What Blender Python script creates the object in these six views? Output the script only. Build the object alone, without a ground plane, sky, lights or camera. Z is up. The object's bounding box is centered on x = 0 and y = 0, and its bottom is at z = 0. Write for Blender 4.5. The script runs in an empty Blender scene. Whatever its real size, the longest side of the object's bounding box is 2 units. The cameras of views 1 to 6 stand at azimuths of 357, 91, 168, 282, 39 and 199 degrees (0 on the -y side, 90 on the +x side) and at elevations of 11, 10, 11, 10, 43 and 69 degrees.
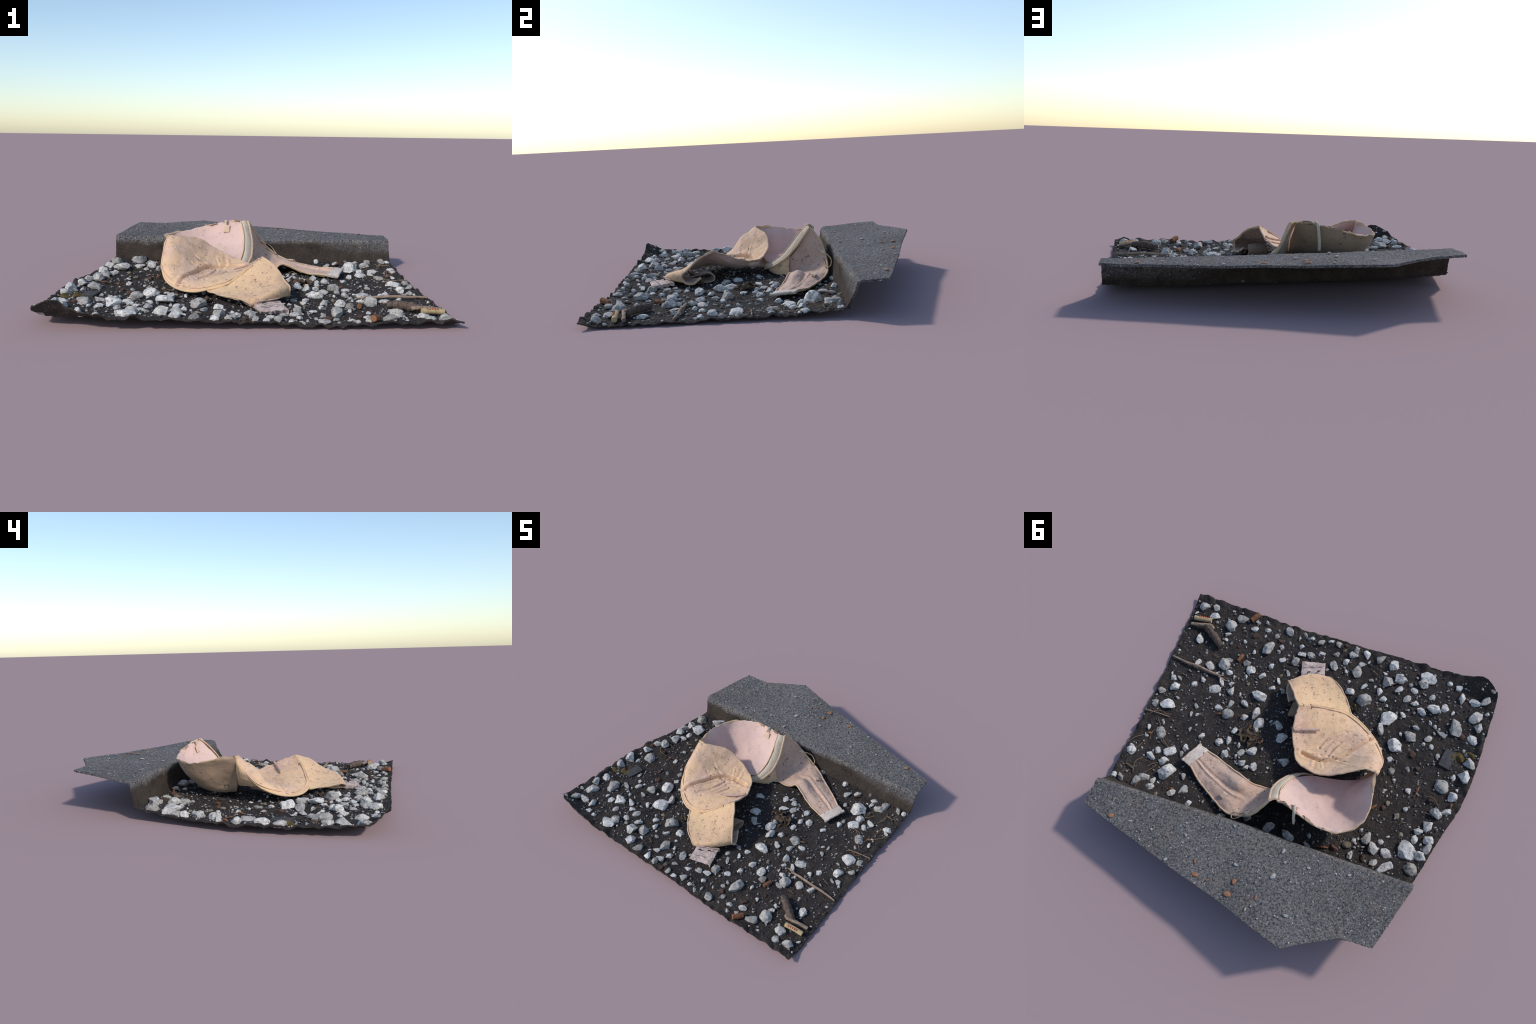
"""A worn beige bra lying on a patch of gravelly dirt beside a concrete kerb."""
import bpy, math, random
import numpy as np
from mathutils import Vector, Matrix, noise

RNG = random.Random(7)
V3 = lambda p: Vector((float(p[0]), float(p[1]), float(p[2])))


# ------------------------------------------------------------------ helpers
def link(obj, parent=None):
    bpy.context.scene.collection.objects.link(obj)
    if parent:
        obj.parent = parent
    return obj


def make_mesh(name, verts, faces, mats, parent=None, mat_index=None, smooth=True, sharp=None):
    me = bpy.data.meshes.new(name)
    me.from_pydata([tuple(map(float, v)) for v in verts], [], [tuple(map(int, f)) for f in faces])
    for m in mats:
        me.materials.append(m)
    if mat_index is not None:
        me.polygons.foreach_set("material_index", np.asarray(mat_index, dtype=np.int32))
    me.polygons.foreach_set("use_smooth", [smooth] * len(me.polygons))
    me.update()
    if sharp:
        me.set_sharp_from_angle(angle=math.radians(sharp))
    return link(bpy.data.objects.new(name, me), parent)


def catmull(pts, n):
    """Centripetal-ish Catmull-Rom through pts, n samples, uniform in station."""
    p = np.asarray(pts, float)
    if len(p) == 2:
        t = np.linspace(0, 1, n).reshape((-1,) + (1,) * (p.ndim - 1))
        return p[0] * (1 - t) + p[1] * t
    ext = np.concatenate([(2 * p[0] - p[1])[None], p, (2 * p[-1] - p[-2])[None]])
    t = np.linspace(0, len(p) - 1, n)
    i = np.minimum(t.astype(int), len(p) - 2)
    f = (t - i).reshape((-1,) + (1,) * (p.ndim - 1))
    a, b, c, d = ext[i], ext[i + 1], ext[i + 2], ext[i + 3]
    return 0.5 * (2 * b + (c - a) * f + (2 * a - 5 * b + 4 * c - d) * f ** 2 + (3 * b - a - 3 * c + d) * f ** 3)


def arc_resample(p, n):
    p = np.asarray(p, float)
    s = np.r_[0, np.cumsum(np.linalg.norm(np.diff(p, axis=0), axis=1))]
    q = np.linspace(0, s[-1], n)
    return np.stack([np.interp(q, s, p[:, k]) for k in range(p.shape[1])], 1)


def loft(rows, nu, nv):
    """rows[j][i] control points -> grid (nv, nu, 3)."""
    R = np.array([catmull(r, nu) for r in rows])
    return catmull(R, nv)


def grid_normals(P):
    du = np.gradient(P, axis=1)
    dv = np.gradient(P, axis=0)
    n = np.cross(du, dv)
    return n / (np.linalg.norm(n, axis=2, keepdims=True) + 1e-9)


def cloth_noise(P, amp, scale, seed=0.0):
    out = np.zeros(P.shape[:2])
    for j in range(P.shape[0]):
        for i in range(P.shape[1]):
            v = V3(P[j, i]) * scale + Vector((seed, seed * .7, 3.1))
            out[j, i] = noise.noise(v) + .5 * noise.noise(v * 2.3)
    return out * amp


def rumple(P, amp, scale, seed=0.0):
    return cloth_noise(P, amp, scale, seed) + cloth_noise(P, amp * .45, scale * 2.7, seed + 4)


def fray(P, amp, freq, depth=8, seed=0.0):
    """Crinkle the first row of a sheet: a stretched, worn rim. Fades inward."""
    for j in range(depth):
        k = (1 - j / depth) ** 1.5 * amp
        for i in range(P.shape[1]):
            q = V3(P[0, i]) * freq + Vector((seed, 2, 7))
            P[j, i] += np.array([noise.noise(q), noise.noise(q + Vector((5, 0, 0))), 1.4 * noise.noise(q + Vector((0, 5, 0))) + .6 * noise.noise(q * 2.3)]) * k
    return P


def shell(name, P, thick, mats, parent, up=(0, 0, 1), disp=None):
    """Sheet with real thickness: material 0 on the 'up' side, 1 below, 2 on the edge."""
    N = grid_normals(P)
    if (N.reshape(-1, 3) @ np.array(up, float)).mean() < 0:
        N = -N
        flip = True
    else:
        flip = False
    if disp is not None:
        P = P + N * disp[..., None]
        N2 = grid_normals(P)
        N = -N2 if flip else N2
    nv, nu = P.shape[:2]
    th = np.broadcast_to(np.asarray(thick, float), P.shape[:2])[..., None]
    top = P.reshape(-1, 3)                      # the seen side keeps the modelled surface
    bot = (P - N * th).reshape(-1, 3)
    verts = np.vstack([top, bot])
    off = nv * nu
    idx = lambda j, i: j * nu + i
    faces, mi = [], []
    for j in range(nv - 1):
        for i in range(nu - 1):
            q = (idx(j, i), idx(j, i + 1), idx(j + 1, i + 1), idx(j + 1, i))
            if flip:
                q = q[::-1]
            faces.append(q); mi.append(0)
            faces.append(tuple(k + off for k in q[::-1])); mi.append(1)
    loop = ([idx(0, i) for i in range(nu)] + [idx(j, nu - 1) for j in range(1, nv)]
            + [idx(nv - 1, i) for i in range(nu - 2, -1, -1)] + [idx(j, 0) for j in range(nv - 2, 0, -1)])
    for a, b in zip(loop, loop[1:] + loop[:1]):
        q = (a, a + off, b + off, b)
        faces.append(q[::-1] if flip else q); mi.append(2)
    ob = make_mesh(name, verts, faces, mats, parent, mi, sharp=60)
    return ob, P, N


def tube(name, pts, radius, mat, parent, seg=8, n=None, jitter=0.0, flat=1.0, taper=None, seed=1):
    """Tube along a smoothed spine."""
    r = random.Random(seed)
    p = catmull(pts, n or max(8, 6 * len(pts)))
    n = len(p)
    tang = np.gradient(p, axis=0)
    tang /= np.linalg.norm(tang, axis=1, keepdims=True) + 1e-9
    ref = np.array([0.13, 0.21, 1.0])
    verts, faces = [], []
    for k in range(n):
        a = np.cross(tang[k], ref); a /= np.linalg.norm(a) + 1e-9
        b = np.cross(a, tang[k])
        rad = radius * (1 if taper is None else float(np.interp(k / (n - 1), [0, .5, 1], taper)))
        for s in range(seg):
            th = 2 * math.pi * s / seg
            rr = rad * (1 + jitter * (r.random() - .5))
            verts.append(p[k] + a * math.cos(th) * rr + b * math.sin(th) * rr * flat)
    for k in range(n - 1):
        for s in range(seg):
            s2 = (s + 1) % seg
            faces.append((k * seg + s, k * seg + s2, (k + 1) * seg + s2, (k + 1) * seg + s))
    faces.append(tuple(range(seg))[::-1])
    faces.append(tuple((n - 1) * seg + s for s in range(seg)))
    return make_mesh(name, verts, faces, [mat], parent, sharp=50)


def slab(name, corners, thick, mats, parent, nu=24, nv=16, bulge=0.0, ripple=0.0, seed=0):
    """Padded quad patch from four corners (a,b,c,d in order round it)."""
    a, b, c, d = [np.array(k, float) for k in corners]
    u = np.linspace(0, 1, nu)[None, :, None]
    v = np.linspace(0, 1, nv)[:, None, None]
    P = (a * (1 - u) + b * u) * (1 - v) + (d * (1 - u) + c * u) * v
    edge = (np.minimum(np.minimum(u, 1 - u), np.minimum(v, 1 - v)) * 8).clip(0, 1)[..., 0]
    disp = bulge * edge + cloth_noise(P, ripple, 38, seed)
    return shell(name, P, thick, mats, parent, disp=disp)


# ---------------------------------------------------------------- materials
def new_mat(name):
    m = bpy.data.materials.new(name)
    m.use_nodes = True
    nt = m.node_tree
    bsdf = nt.nodes["Principled BSDF"]
    bsdf.inputs["Roughness"].default_value = .85
    bsdf.inputs["Specular IOR Level"].default_value = .25
    return m, nt, bsdf


class NB:
    """Small node builder on object coordinates."""
    def __init__(self, nt):
        self.nt = nt
        self.tc = nt.nodes.new("ShaderNodeTexCoord")
        self.co = self.tc.outputs["Object"]

    def noise(self, scale, detail=4, rough=.55, vec=None, dist=0.0):
        n = self.nt.nodes.new("ShaderNodeTexNoise")
        n.inputs["Scale"].default_value = scale
        n.inputs["Detail"].default_value = detail
        n.inputs["Roughness"].default_value = rough
        n.inputs["Distortion"].default_value = dist
        self.nt.links.new(vec or self.co, n.inputs["Vector"])
        return n.outputs["Fac"]

    def voronoi(self, scale, feature="F1", out="Distance", vec=None, rnd=1.0):
        n = self.nt.nodes.new("ShaderNodeTexVoronoi")
        n.feature = feature
        n.inputs["Scale"].default_value = scale
        n.inputs["Randomness"].default_value = rnd
        self.nt.links.new(vec or self.co, n.inputs["Vector"])
        return n.outputs[out]

    def ramp(self, fac, stops):
        n = self.nt.nodes.new("ShaderNodeValToRGB")
        while len(n.color_ramp.elements) < len(stops):
            n.color_ramp.elements.new(.5)
        for e, (pos, col) in zip(n.color_ramp.elements, stops):
            e.position = pos
            e.color = (*col, 1) if len(col) == 3 else col
        self.nt.links.new(fac, n.inputs["Fac"])
        return n.outputs["Color"]

    def mask(self, fac, lo, hi):
        n = self.nt.nodes.new("ShaderNodeMapRange")
        n.inputs["From Min"].default_value = lo
        n.inputs["From Max"].default_value = hi
        self.nt.links.new(fac, n.inputs["Value"])
        return n.outputs["Result"]

    def mix(self, fac, a, b, mode="MIX"):
        n = self.nt.nodes.new("ShaderNodeMix")
        n.data_type = "RGBA"
        n.blend_type = mode
        if isinstance(fac, (int, float)):
            n.inputs["Factor"].default_value = fac
        else:
            self.nt.links.new(fac, n.inputs["Factor"])
        for key, val in (("A", a), ("B", b)):
            sock = [s for s in n.inputs if s.name == key and s.type == "RGBA"][0]
            if isinstance(val, tuple):
                sock.default_value = (*val, 1)
            else:
                self.nt.links.new(val, sock)
        return [s for s in n.outputs if s.type == "RGBA"][0]

    def math(self, op, a, b=0.0):
        n = self.nt.nodes.new("ShaderNodeMath")
        n.operation = op
        for k, v in enumerate((a, b)):
            if isinstance(v, (int, float)):
                n.inputs[k].default_value = v
            else:
                self.nt.links.new(v, n.inputs[k])
        return n.outputs[0]

    def bump(self, bsdf, height, strength=.4, distance=.004):
        n = self.nt.nodes.new("ShaderNodeBump")
        n.inputs["Strength"].default_value = strength
        n.inputs["Distance"].default_value = distance
        self.nt.links.new(height, n.inputs["Height"])
        self.nt.links.new(n.outputs["Normal"], bsdf.inputs["Normal"])

    def random(self):
        return self.nt.nodes.new("ShaderNodeObjectInfo").outputs["Random"]

    def axis(self, k):
        n = self.nt.nodes.new("ShaderNodeSeparateXYZ")
        self.nt.links.new(self.co, n.inputs[0])
        return n.outputs[k]

    def colour(self, bsdf, c):
        self.nt.links.new(c, bsdf.inputs["Base Color"])


def fabric(name, base, tint, dirt=1.0, weave=420):
    """Washed-out stretch fabric with soil specks and faint stains."""
    m, nt, b = new_mat(name)
    g = NB(nt)
    b.inputs["Roughness"].default_value = .9
    b.inputs["Sheen Weight"].default_value = .15
    col = g.mix(g.mask(g.noise(5, 3), .38, .66), base, tint)
    col = g.mix(g.math("MULTIPLY", g.mask(g.noise(14, 5, .65), .5, .75), .30), col, tuple(c * .62 for c in base))
    # brownish scuffs, made stronger to stand in for tan shadows on the cloth
    col = g.mix(g.math("MULTIPLY", g.mask(g.noise(18, 6, .74), .53, .70), .55 * dirt), col, (.34, .205, .125))
    # fine peppering
    spk = g.mask(g.noise(120, 2, .5), .675, .72)
    col = g.mix(g.math("MULTIPLY", spk, .9 * dirt), col, (.10, .075, .065))
    spk2 = g.math("MULTIPLY", g.mask(g.noise(62, 3, .55), .655, .69), g.mask(g.noise(9, 2), .42, .56))
    col = g.mix(g.math("MULTIPLY", spk2, .95 * dirt), col, (.06, .048, .045))
    # bigger clumps of dirt, only where a broad mask allows them
    clump = g.math("MULTIPLY", g.mask(g.noise(34, 6, .78), .585, .625), g.mask(g.noise(6.5, 2), .46, .58))
    col = g.mix(g.math("MULTIPLY", clump, .92 * dirt), col, (.045, .038, .038))
    g.colour(b, col)
    g.bump(b, g.noise(weave, 2), .25, .002)
    return m


MAT_BEIGE = fabric("beige_fabric", (.74, .50, .285), (.66, .43, .265), .9)
MAT_BEIGE_DENT = fabric("beige_dirty_fabric", (.73, .485, .29), (.64, .43, .325), 1.05)
MAT_PINK = fabric("pink_lining", (.70, .49, .415), (.66, .46, .405), .32)
MAT_BAND_PINK = fabric("pink_band_lining", (.62, .425, .325), (.50, .34, .265), 1.0)
MAT_BINDING = fabric("edge_binding_fabric", (.66, .46, .29), (.56, .38, .25), .8)
MAT_CASING = fabric("casing_tape_fabric", (.62, .52, .40), (.58, .46, .34), .5)
MAT_TAB = fabric("hook_tab_fabric", (.60, .47, .42), (.52, .40, .36), 1.5)
MAT_WHITE_TAB = fabric("eye_tab_fabric", (.70, .60, .52), (.52, .43, .37), 1.4)
MAT_OUTER = fabric("shaded_beige_fabric", (.40, .275, .185), (.33, .225, .15), 1.0)  # beige darkened part way toward the original's baked shade; dirt specks are real
MAT_TAPE = fabric("strap_tape", (.72, .52, .38), (.68, .48, .33), .15)


def soil_material():
    m, nt, b = new_mat("dark_soil")
    g = NB(nt)
    b.inputs["Roughness"].default_value = .95
    col = g.mix(g.mask(g.noise(7, 5, .6), .35, .7), (.026, .022, .021), (.052, .040, .034))
    col = g.mix(g.math("MULTIPLY", g.mask(g.noise(45, 4, .7), .55, .72), .55), col, (.095, .078, .068))
    # crumbs of crushed stone: pale grains, each with its own brightness
    d = g.voronoi(150)
    pick = g.voronoi(150, out="Color")
    sep = nt.nodes.new("ShaderNodeSeparateColor")
    nt.links.new(pick, sep.inputs[0])
    grain = g.math("MULTIPLY", g.mask(d, .36, .22), g.mask(sep.outputs[0], .80, .86))
    grain = g.math("MULTIPLY", grain, g.mask(g.noise(9, 3), .38, .62))
    col = g.mix(grain, col, g.ramp(sep.outputs[1], [(0, (.10, .08, .07)), (.6, (.25, .23, .22)), (1, (.5, .48, .47))]))
    g.colour(b, col)
    g.bump(b, g.noise(120, 6, .7), .7, .006)
    return m


def stone_material(name, light, mid, dark, dirt=.8):
    m, nt, b = new_mat(name)
    g = NB(nt)
    rnd = g.random()
    off = nt.nodes.new("ShaderNodeVectorMath")
    off.operation = "ADD"
    nt.links.new(g.co, off.inputs[0])
    comb = nt.nodes.new("ShaderNodeCombineXYZ")
    for k in range(3):
        nt.links.new(g.math("MULTIPLY", rnd, 30.0 + 17 * k), comb.inputs[k])
    nt.links.new(comb.outputs[0], off.inputs[1])
    vec = off.outputs[0]
    col = g.ramp(g.noise(2.4, 5, .6, vec), [(.36, mid), (.56, light)])
    tone = g.mask(rnd, 0, 1)
    col = g.mix(g.math("MULTIPLY", g.math("POWER", tone, 1.7), .72), col, dark)
    # soil stuck in pits
    pit = g.mask(g.noise(3.6, 7, .76, vec), .545, .625)
    col = g.mix(g.math("MULTIPLY", pit, dirt), col, (.055, .045, .038))
    g.colour(b, col)
    g.bump(b, g.noise(9, 6, .7, vec), .5, .06)
    return m


MAT_SOIL = soil_material()
MAT_STONE = stone_material("pale_limestone", (.92, .87, .81), (.56, .525, .49), (.20, .175, .145), .9)
MAT_BROWN_STONE = stone_material("brown_stone", (.16, .085, .06), (.09, .05, .038), (.06, .04, .03), .5)
MAT_TAN_STONE = stone_material("tan_stone", (.38, .32, .22), (.27, .22, .15), (.14, .11, .08))


def kerb_material():
    m, nt, b = new_mat("weathered_concrete")
    g = NB(nt)
    b.inputs["Roughness"].default_value = .92
    col = g.mix(g.mask(g.noise(3, 6, .62), .38, .64), (.170, .158, .155), (.258, .241, .232))
    col = g.mix(g.math("MULTIPLY", g.mask(g.noise(9, 5, .6), .50, .70), .60), col, (.27, .215, .17))
    # gritty dark pits between the grains
    col = g.mix(g.math("MULTIPLY", g.mask(g.noise(80, 6, .85), .53, .44), .88), col, (.036, .034, .035))
    col = g.mix(g.math("MULTIPLY", g.mask(g.noise(170, 4, .75), .55, .64), .65), col, (.46, .445, .435))
    # exposed aggregate, two sizes, in uneven drifts
    for sc, thr, lo in ((62, .88, .28), (140, .80, .32)):
        d = g.voronoi(sc)
        sep = nt.nodes.new("ShaderNodeSeparateColor")
        nt.links.new(g.voronoi(sc, out="Color"), sep.inputs[0])
        k = g.math("MULTIPLY", g.mask(d, lo + .05, lo - .06), g.mask(sep.outputs[0], thr, thr + .05))
        col = g.mix(k, col, g.ramp(sep.outputs[1], [(0, (.36, .20, .13)), (.3, (.34, .30, .26)), (.7, (.46, .46, .46)), (1, (.70, .67, .62))]))
    # brown damp soil film on the upright face (a real stain with a ragged upper edge)
    z = g.math("ADD", g.axis(2), g.math("MULTIPLY", g.noise(16, 4, .65), .06))
    y = g.math("ADD", g.axis(1), g.math("MULTIPLY", g.noise(22, 4, .65), .020))
    stain = g.math("MULTIPLY", g.mask(z, .222, .190), g.mask(y, .452, .428))
    face = g.mix(g.mask(g.noise(12, 5, .65), .35, .68), (.040, .027, .020), (.080, .058, .043))
    face = g.mix(g.mask(g.noise(85, 3, .7), .66, .72), face, (.20, .165, .13))
    col = g.mix(g.math("MULTIPLY", stain, .93), col, face)
    g.colour(b, col)
    g.bump(b, g.noise(110, 6, .75), 1.0, .010)
    return m


def plain(name, c1, c2, scale=40, stretch=None, rough=.85):
    m, nt, b = new_mat(name)
    g = NB(nt)
    vec = g.co
    if stretch:
        mp = nt.nodes.new("ShaderNodeMapping")
        mp.inputs["Scale"].default_value = stretch
        nt.links.new(g.co, mp.inputs[0])
        vec = mp.outputs[0]
    g.colour(b, g.mix(g.mask(g.noise(scale, 5, .65, vec), .35, .66), c1, c2))
    g.bump(b, g.noise(scale * 2, 4, .6, vec), .5, .003)
    b.inputs["Roughness"].default_value = rough
    return m


MAT_KERB = kerb_material()
MAT_BARK = plain("dark_bark", (.055, .038, .03), (.15, .105, .085), 60)
MAT_TWIG = plain("dry_twig", (.36, .26, .19), (.20, .13, .09), 50)
MAT_WOOD = plain("red_wood", (.27, .12, .06), (.16, .07, .035), 60)
MAT_GRASS = plain("dry_grass", (.30, .20, .12), (.14, .09, .05), 50)
MAT_LEAF = plain("dead_leaf", (.065, .045, .032), (.13, .088, .055), 30)
MAT_MOSS = plain("ochre_moss", (.14, .09, .025), (.05, .038, .02), 70)
MAT_SLATE = plain("grey_board", (.045, .043, .044), (.085, .08, .08), 60)
MAT_PAPER = plain("yellowed_paper", (.52, .40, .22), (.40, .28, .14), 40)
MAT_RED = plain("red_print", (.48, .09, .06), (.40, .12, .07), 60)
MAT_PEBBLE = plain("kerb_pebble", (.42, .40, .38), (.30, .28, .25), 60)
MAT_ORANGE = plain("orange_crumb", (.36, .17, .09), (.25, .12, .07), 70)
MAT_THREAD = plain("thread", (.50, .36, .22), (.38, .26, .16), 80)
MAT_DARK = plain("dark_hook", (.02, .018, .018), (.06, .05, .045), 90)


# ------------------------------------------------------------- ground patch
patch = link(bpy.data.objects.new("gravel_patch", None))
patch["label"] = "patch of dark gravelly dirt beside a grey concrete kerb"
patch["category"] = "gravel ground"

# outline of the dirt sheet
EDGE_FRONT = [(-.985, -.912), (-.93, -.950), (-.86, -.966), (-.74, -.968), (-.53, -.971), (-.30, -.968), (-.08, -.965),
              (.15, -.963), (.37, -.965), (.56, -.970), (.76, -.968), (.90, -.970), (1.0, -.970)]
EDGE_KERB = [(-.822, .395), (-.55, .398), (-.25, .402), (.10, .398), (.40, .406), (.70, .412), (1.0, .412)]
EDGE_LEFT = [(-.985, -.912), (-.999, -.86), (-.999, -.65), (-.998, -.45), (-.985, -.25), (-.955, -.10), (-.905, .07), (-.860, .25), (-.822, .395)]
EDGE_RIGHT = [(1.0, -.970), (1.0, -.86), (.995, -.51), (.989, -.24), (.990, .04), (.998, .27), (1.0, .412)]

# measured soil heights (x, y, z); a thin-plate surface runs through them
SOIL_Z = [(1.0, -.966, .036), (.99, -.88, .016), (.99, -.66, .014), (.99, -.41, .012), (.985, -.19, .019), (.985, .06, .022),
          (.99, .26, .032), (.99, .40, .053),
          (-.992, -.885, .084), (-.965, -.915, .102), (-.92, -.938, .116), (-.87, -.952, .134), (-.81, -.955, .100), (-.74, -.957, .082), (-.67, -.96, .062),
          (-.94, -.865, .052), (-.88, -.885, .050), (-.80, -.89, .050), (-.99, -.78, .060),
          (-.86, -.80, .046), (-.62, -.78, .048), (-.70, -.70, .046), (-.52, -.82, .044), (-1.0, -.55, .044), (-.97, -.28, .038), (-.90, -.04, .038), (-.85, .13, .044), (-.83, .24, .054),
          (-.825, .39, .080), (-.47, -.96, .058), (-.28, -.96, .049), (-.05, -.96, .039), (.12, -.96, .033), (.24, -.96, .022),
          (.43, -.96, .018), (.61, -.96, .026), (.81, -.96, .036),
          (.37, -.43, .010), (.69, .24, .016), (.44, -.75, .010), (.68, -.80, .016), (-.41, -.54, .022), (-.74, .21, .038), (-.82, -.58, .032),
          (.04, .06, .024), (.10, -.50, .016), (.8, -.3, .010), (.4, .15, .014), (-.2, -.75, .020), (-.60, -.20, .018), (-.72, -.30, .020), (-.2, -.25, .018),
          (.15, -.22, .027), (.18, -.05, .026),
          (-.55, .40, .058), (-.25, .40, .052), (.05, .40, .048), (.30, .40, .046), (.50, .40, .046), (.75, .40, .048),
          (-.3, .15, .028), (.2, .27, .022), (-.5, -.35, .020)]


def tps_fit(pts):
    p = np.array(pts)
    n = len(p)
    d = np.linalg.norm(p[:, None, :2] - p[None, :, :2], axis=2)
    K = np.where(d > 0, d ** 2 * np.log(d + 1e-12), 0) + np.eye(n) * 1e-3
    A = np.zeros((n + 3, n + 3))
    A[:n, :n] = K
    A[:n, n] = 1
    A[:n, n + 1:] = p[:, :2]
    A[n:, :n] = A[:n, n:].T
    w = np.linalg.solve(A, np.r_[p[:, 2], 0, 0, 0])
    return p[:, :2], w


TPS_P, TPS_W = tps_fit(SOIL_Z)


def soil_z(xy):
    xy = np.atleast_2d(xy)
    d = np.linalg.norm(xy[:, None] - TPS_P[None], axis=2)
    U = np.where(d > 0, d ** 2 * np.log(d + 1e-12), 0)
    return U @ TPS_W[:-3] + TPS_W[-3] + xy @ TPS_W[-2:]


def coons(nu, nv):
    f = arc_resample(catmull(EDGE_FRONT, 400), nu)
    k = arc_resample(catmull(EDGE_KERB, 400), nu)
    l = arc_resample(catmull(EDGE_LEFT, 400), nv)
    r = arc_resample(catmull(EDGE_RIGHT, 400), nv)
    u = np.linspace(0, 1, nu)[None, :, None]
    v = np.linspace(0, 1, nv)[:, None, None]
    return ((1 - v) * f[None] + v * k[None] + (1 - u) * l[:, None] + u * r[:, None]
            - ((1 - u) * (1 - v) * f[0] + u * (1 - v) * f[-1] + (1 - u) * v * k[0] + u * v * k[-1]))


def build_soil():
    nu, nv = 380, 270
    XY = coons(nu, nv)
    flat = XY.reshape(-1, 2)
    z = soil_z(flat)
    edge = np.minimum.reduce([np.abs(flat[:, 1] + .965), np.abs(flat[:, 0] - .99), np.abs(flat[:, 0] + .99)])
    rim = np.exp(-(edge / .05) ** 2)
    h = np.zeros(len(z))
    for i, (x, y) in enumerate(flat):
        v = Vector((x, y, .3))
        a = noise.noise(v * 11) * .005 + noise.noise(v * 28) * .0045 + noise.noise(v * 75) * .0030 + noise.noise(v * 160) * .0016
        # torn, rippled border
        b = abs(noise.noise(v * 16 + Vector((5, 5, 0)))) * .034 - .005 if not (x < -.7 and y < -.7) else noise.noise(v * 20) * .010
        h[i] = a + rim[i] * b
    z = np.maximum(z + h, .0070)
    # ragged border line
    for i in range(len(flat)):
        if rim[i] > .6:
            v = Vector((flat[i, 0] * 30, flat[i, 1] * 30, 9))
            s = noise.noise(v) * .006 * rim[i]
            flat[i, 1] += max(s, 0) if flat[i, 1] < -.9 else 0
            flat[i, 0] -= (abs(s) if flat[i, 0] > .9 else 0) - (abs(s) if flat[i, 0] < -.9 else 0)
    P = np.c_[flat, z].reshape(nv, nu, 3)
    ob, *_ = shell("soil", P, .0065, [MAT_SOIL, MAT_SOIL, MAT_SOIL], patch)
    return P


SOIL_P = build_soil()

# --------------------------------------------------------------------- kerb
KERB_BACK = [(-.708, .798), (-.62, .801), (-.534, .810), (-.40, .885), (-.267, .963), (-.10, .914), (.104, .850), (.28, .807),
             (.456, .763), (.60, .722), (.739, .684), (.87, .648), (1.000, .611)]


def kerb_top_z(x, y):
    return .1654 + .0008 * x + .0737 * y - .0458 * x * y + .0104 * x * x


def build_kerb():
    cols = 420
    kb = np.array(KERB_BACK)
    s = np.r_[0, np.cumsum(np.linalg.norm(np.diff(kb, axis=0), axis=1))]
    s /= s[-1]
    t = np.unique(np.r_[np.linspace(0, 1, cols), s])
    bx, by = np.interp(t, s, kb[:, 0]), np.interp(t, s, kb[:, 1])
    fx = np.interp(t, s, np.linspace(-.818, 1.0, len(s)))
    fy = np.interp(fx, [-.82, -.5, -.2, .12, .44, .77, .99], [.400, .403, .406, .402, .414, .432, .442])
    rows = []
    # upright face
    for q in np.linspace(0, 1, 34):
        zb = np.interp(fx, [-.82, -.55, 0, .5, .8, 1.0], [.066, .050, .042, .038, .040, .048])
        ztop = kerb_top_z(fx, fy) - .045
        lean = .022 * (1 - q) ** 1.3
        flare = np.interp(fx, [.6, 1.0], [0, .03]) * (1 - q)
        rows.append(np.c_[fx, fy - lean - flare, zb + (ztop - zb) * q])
    # rounded arris (quarter ellipse)
    for a in np.linspace(0, math.pi / 2, 14)[1:]:
        yy = fy + .036 * (1 - math.cos(a))
        rows.append(np.c_[fx, yy, kerb_top_z(fx, fy + .04) - .045 + .045 * math.sin(a)])
    # top
    y0 = fy + .036
    for q in np.linspace(0, 1, 110)[1:]:
        x = fx + (bx - fx) * q
        y = y0 + (by - y0) * q
        rows.append(np.c_[x, y, kerb_top_z(x, y)])
    P = np.array(rows)
    # the loose far corner tips bend down a little
    disp = np.zeros(P.shape[:2])
    for j in range(P.shape[0]):
        for i in range(P.shape[1]):
            v = V3(P[j, i])
            disp[j, i] = noise.noise(v * 5) * .0035 + noise.noise(v * 60) * .0016 + noise.noise(v * 130) * .0014
    # shallow trowel groove running along the kerb
    ob, *_ = shell("concrete_kerb", P, .012, [MAT_KERB] * 3, patch, up=(0, -.3, 1), disp=disp)
    # upright face of the thin casting needs no separate back


build_kerb()


# ------------------------------------------------------------------- stones
def ico(sub):
    import bmesh
    bm = bmesh.new()
    bmesh.ops.create_icosphere(bm, subdivisions=sub, radius=1)
    bm.verts.ensure_lookup_table()
    v = np.array([p.co[:] for p in bm.verts])
    f = [[q.index for q in p.verts] for p in bm.faces]
    bm.free()
    return v, f


ICO3, ICO3F = ico(4)
ICO1, ICO1F = ico(1)


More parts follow.
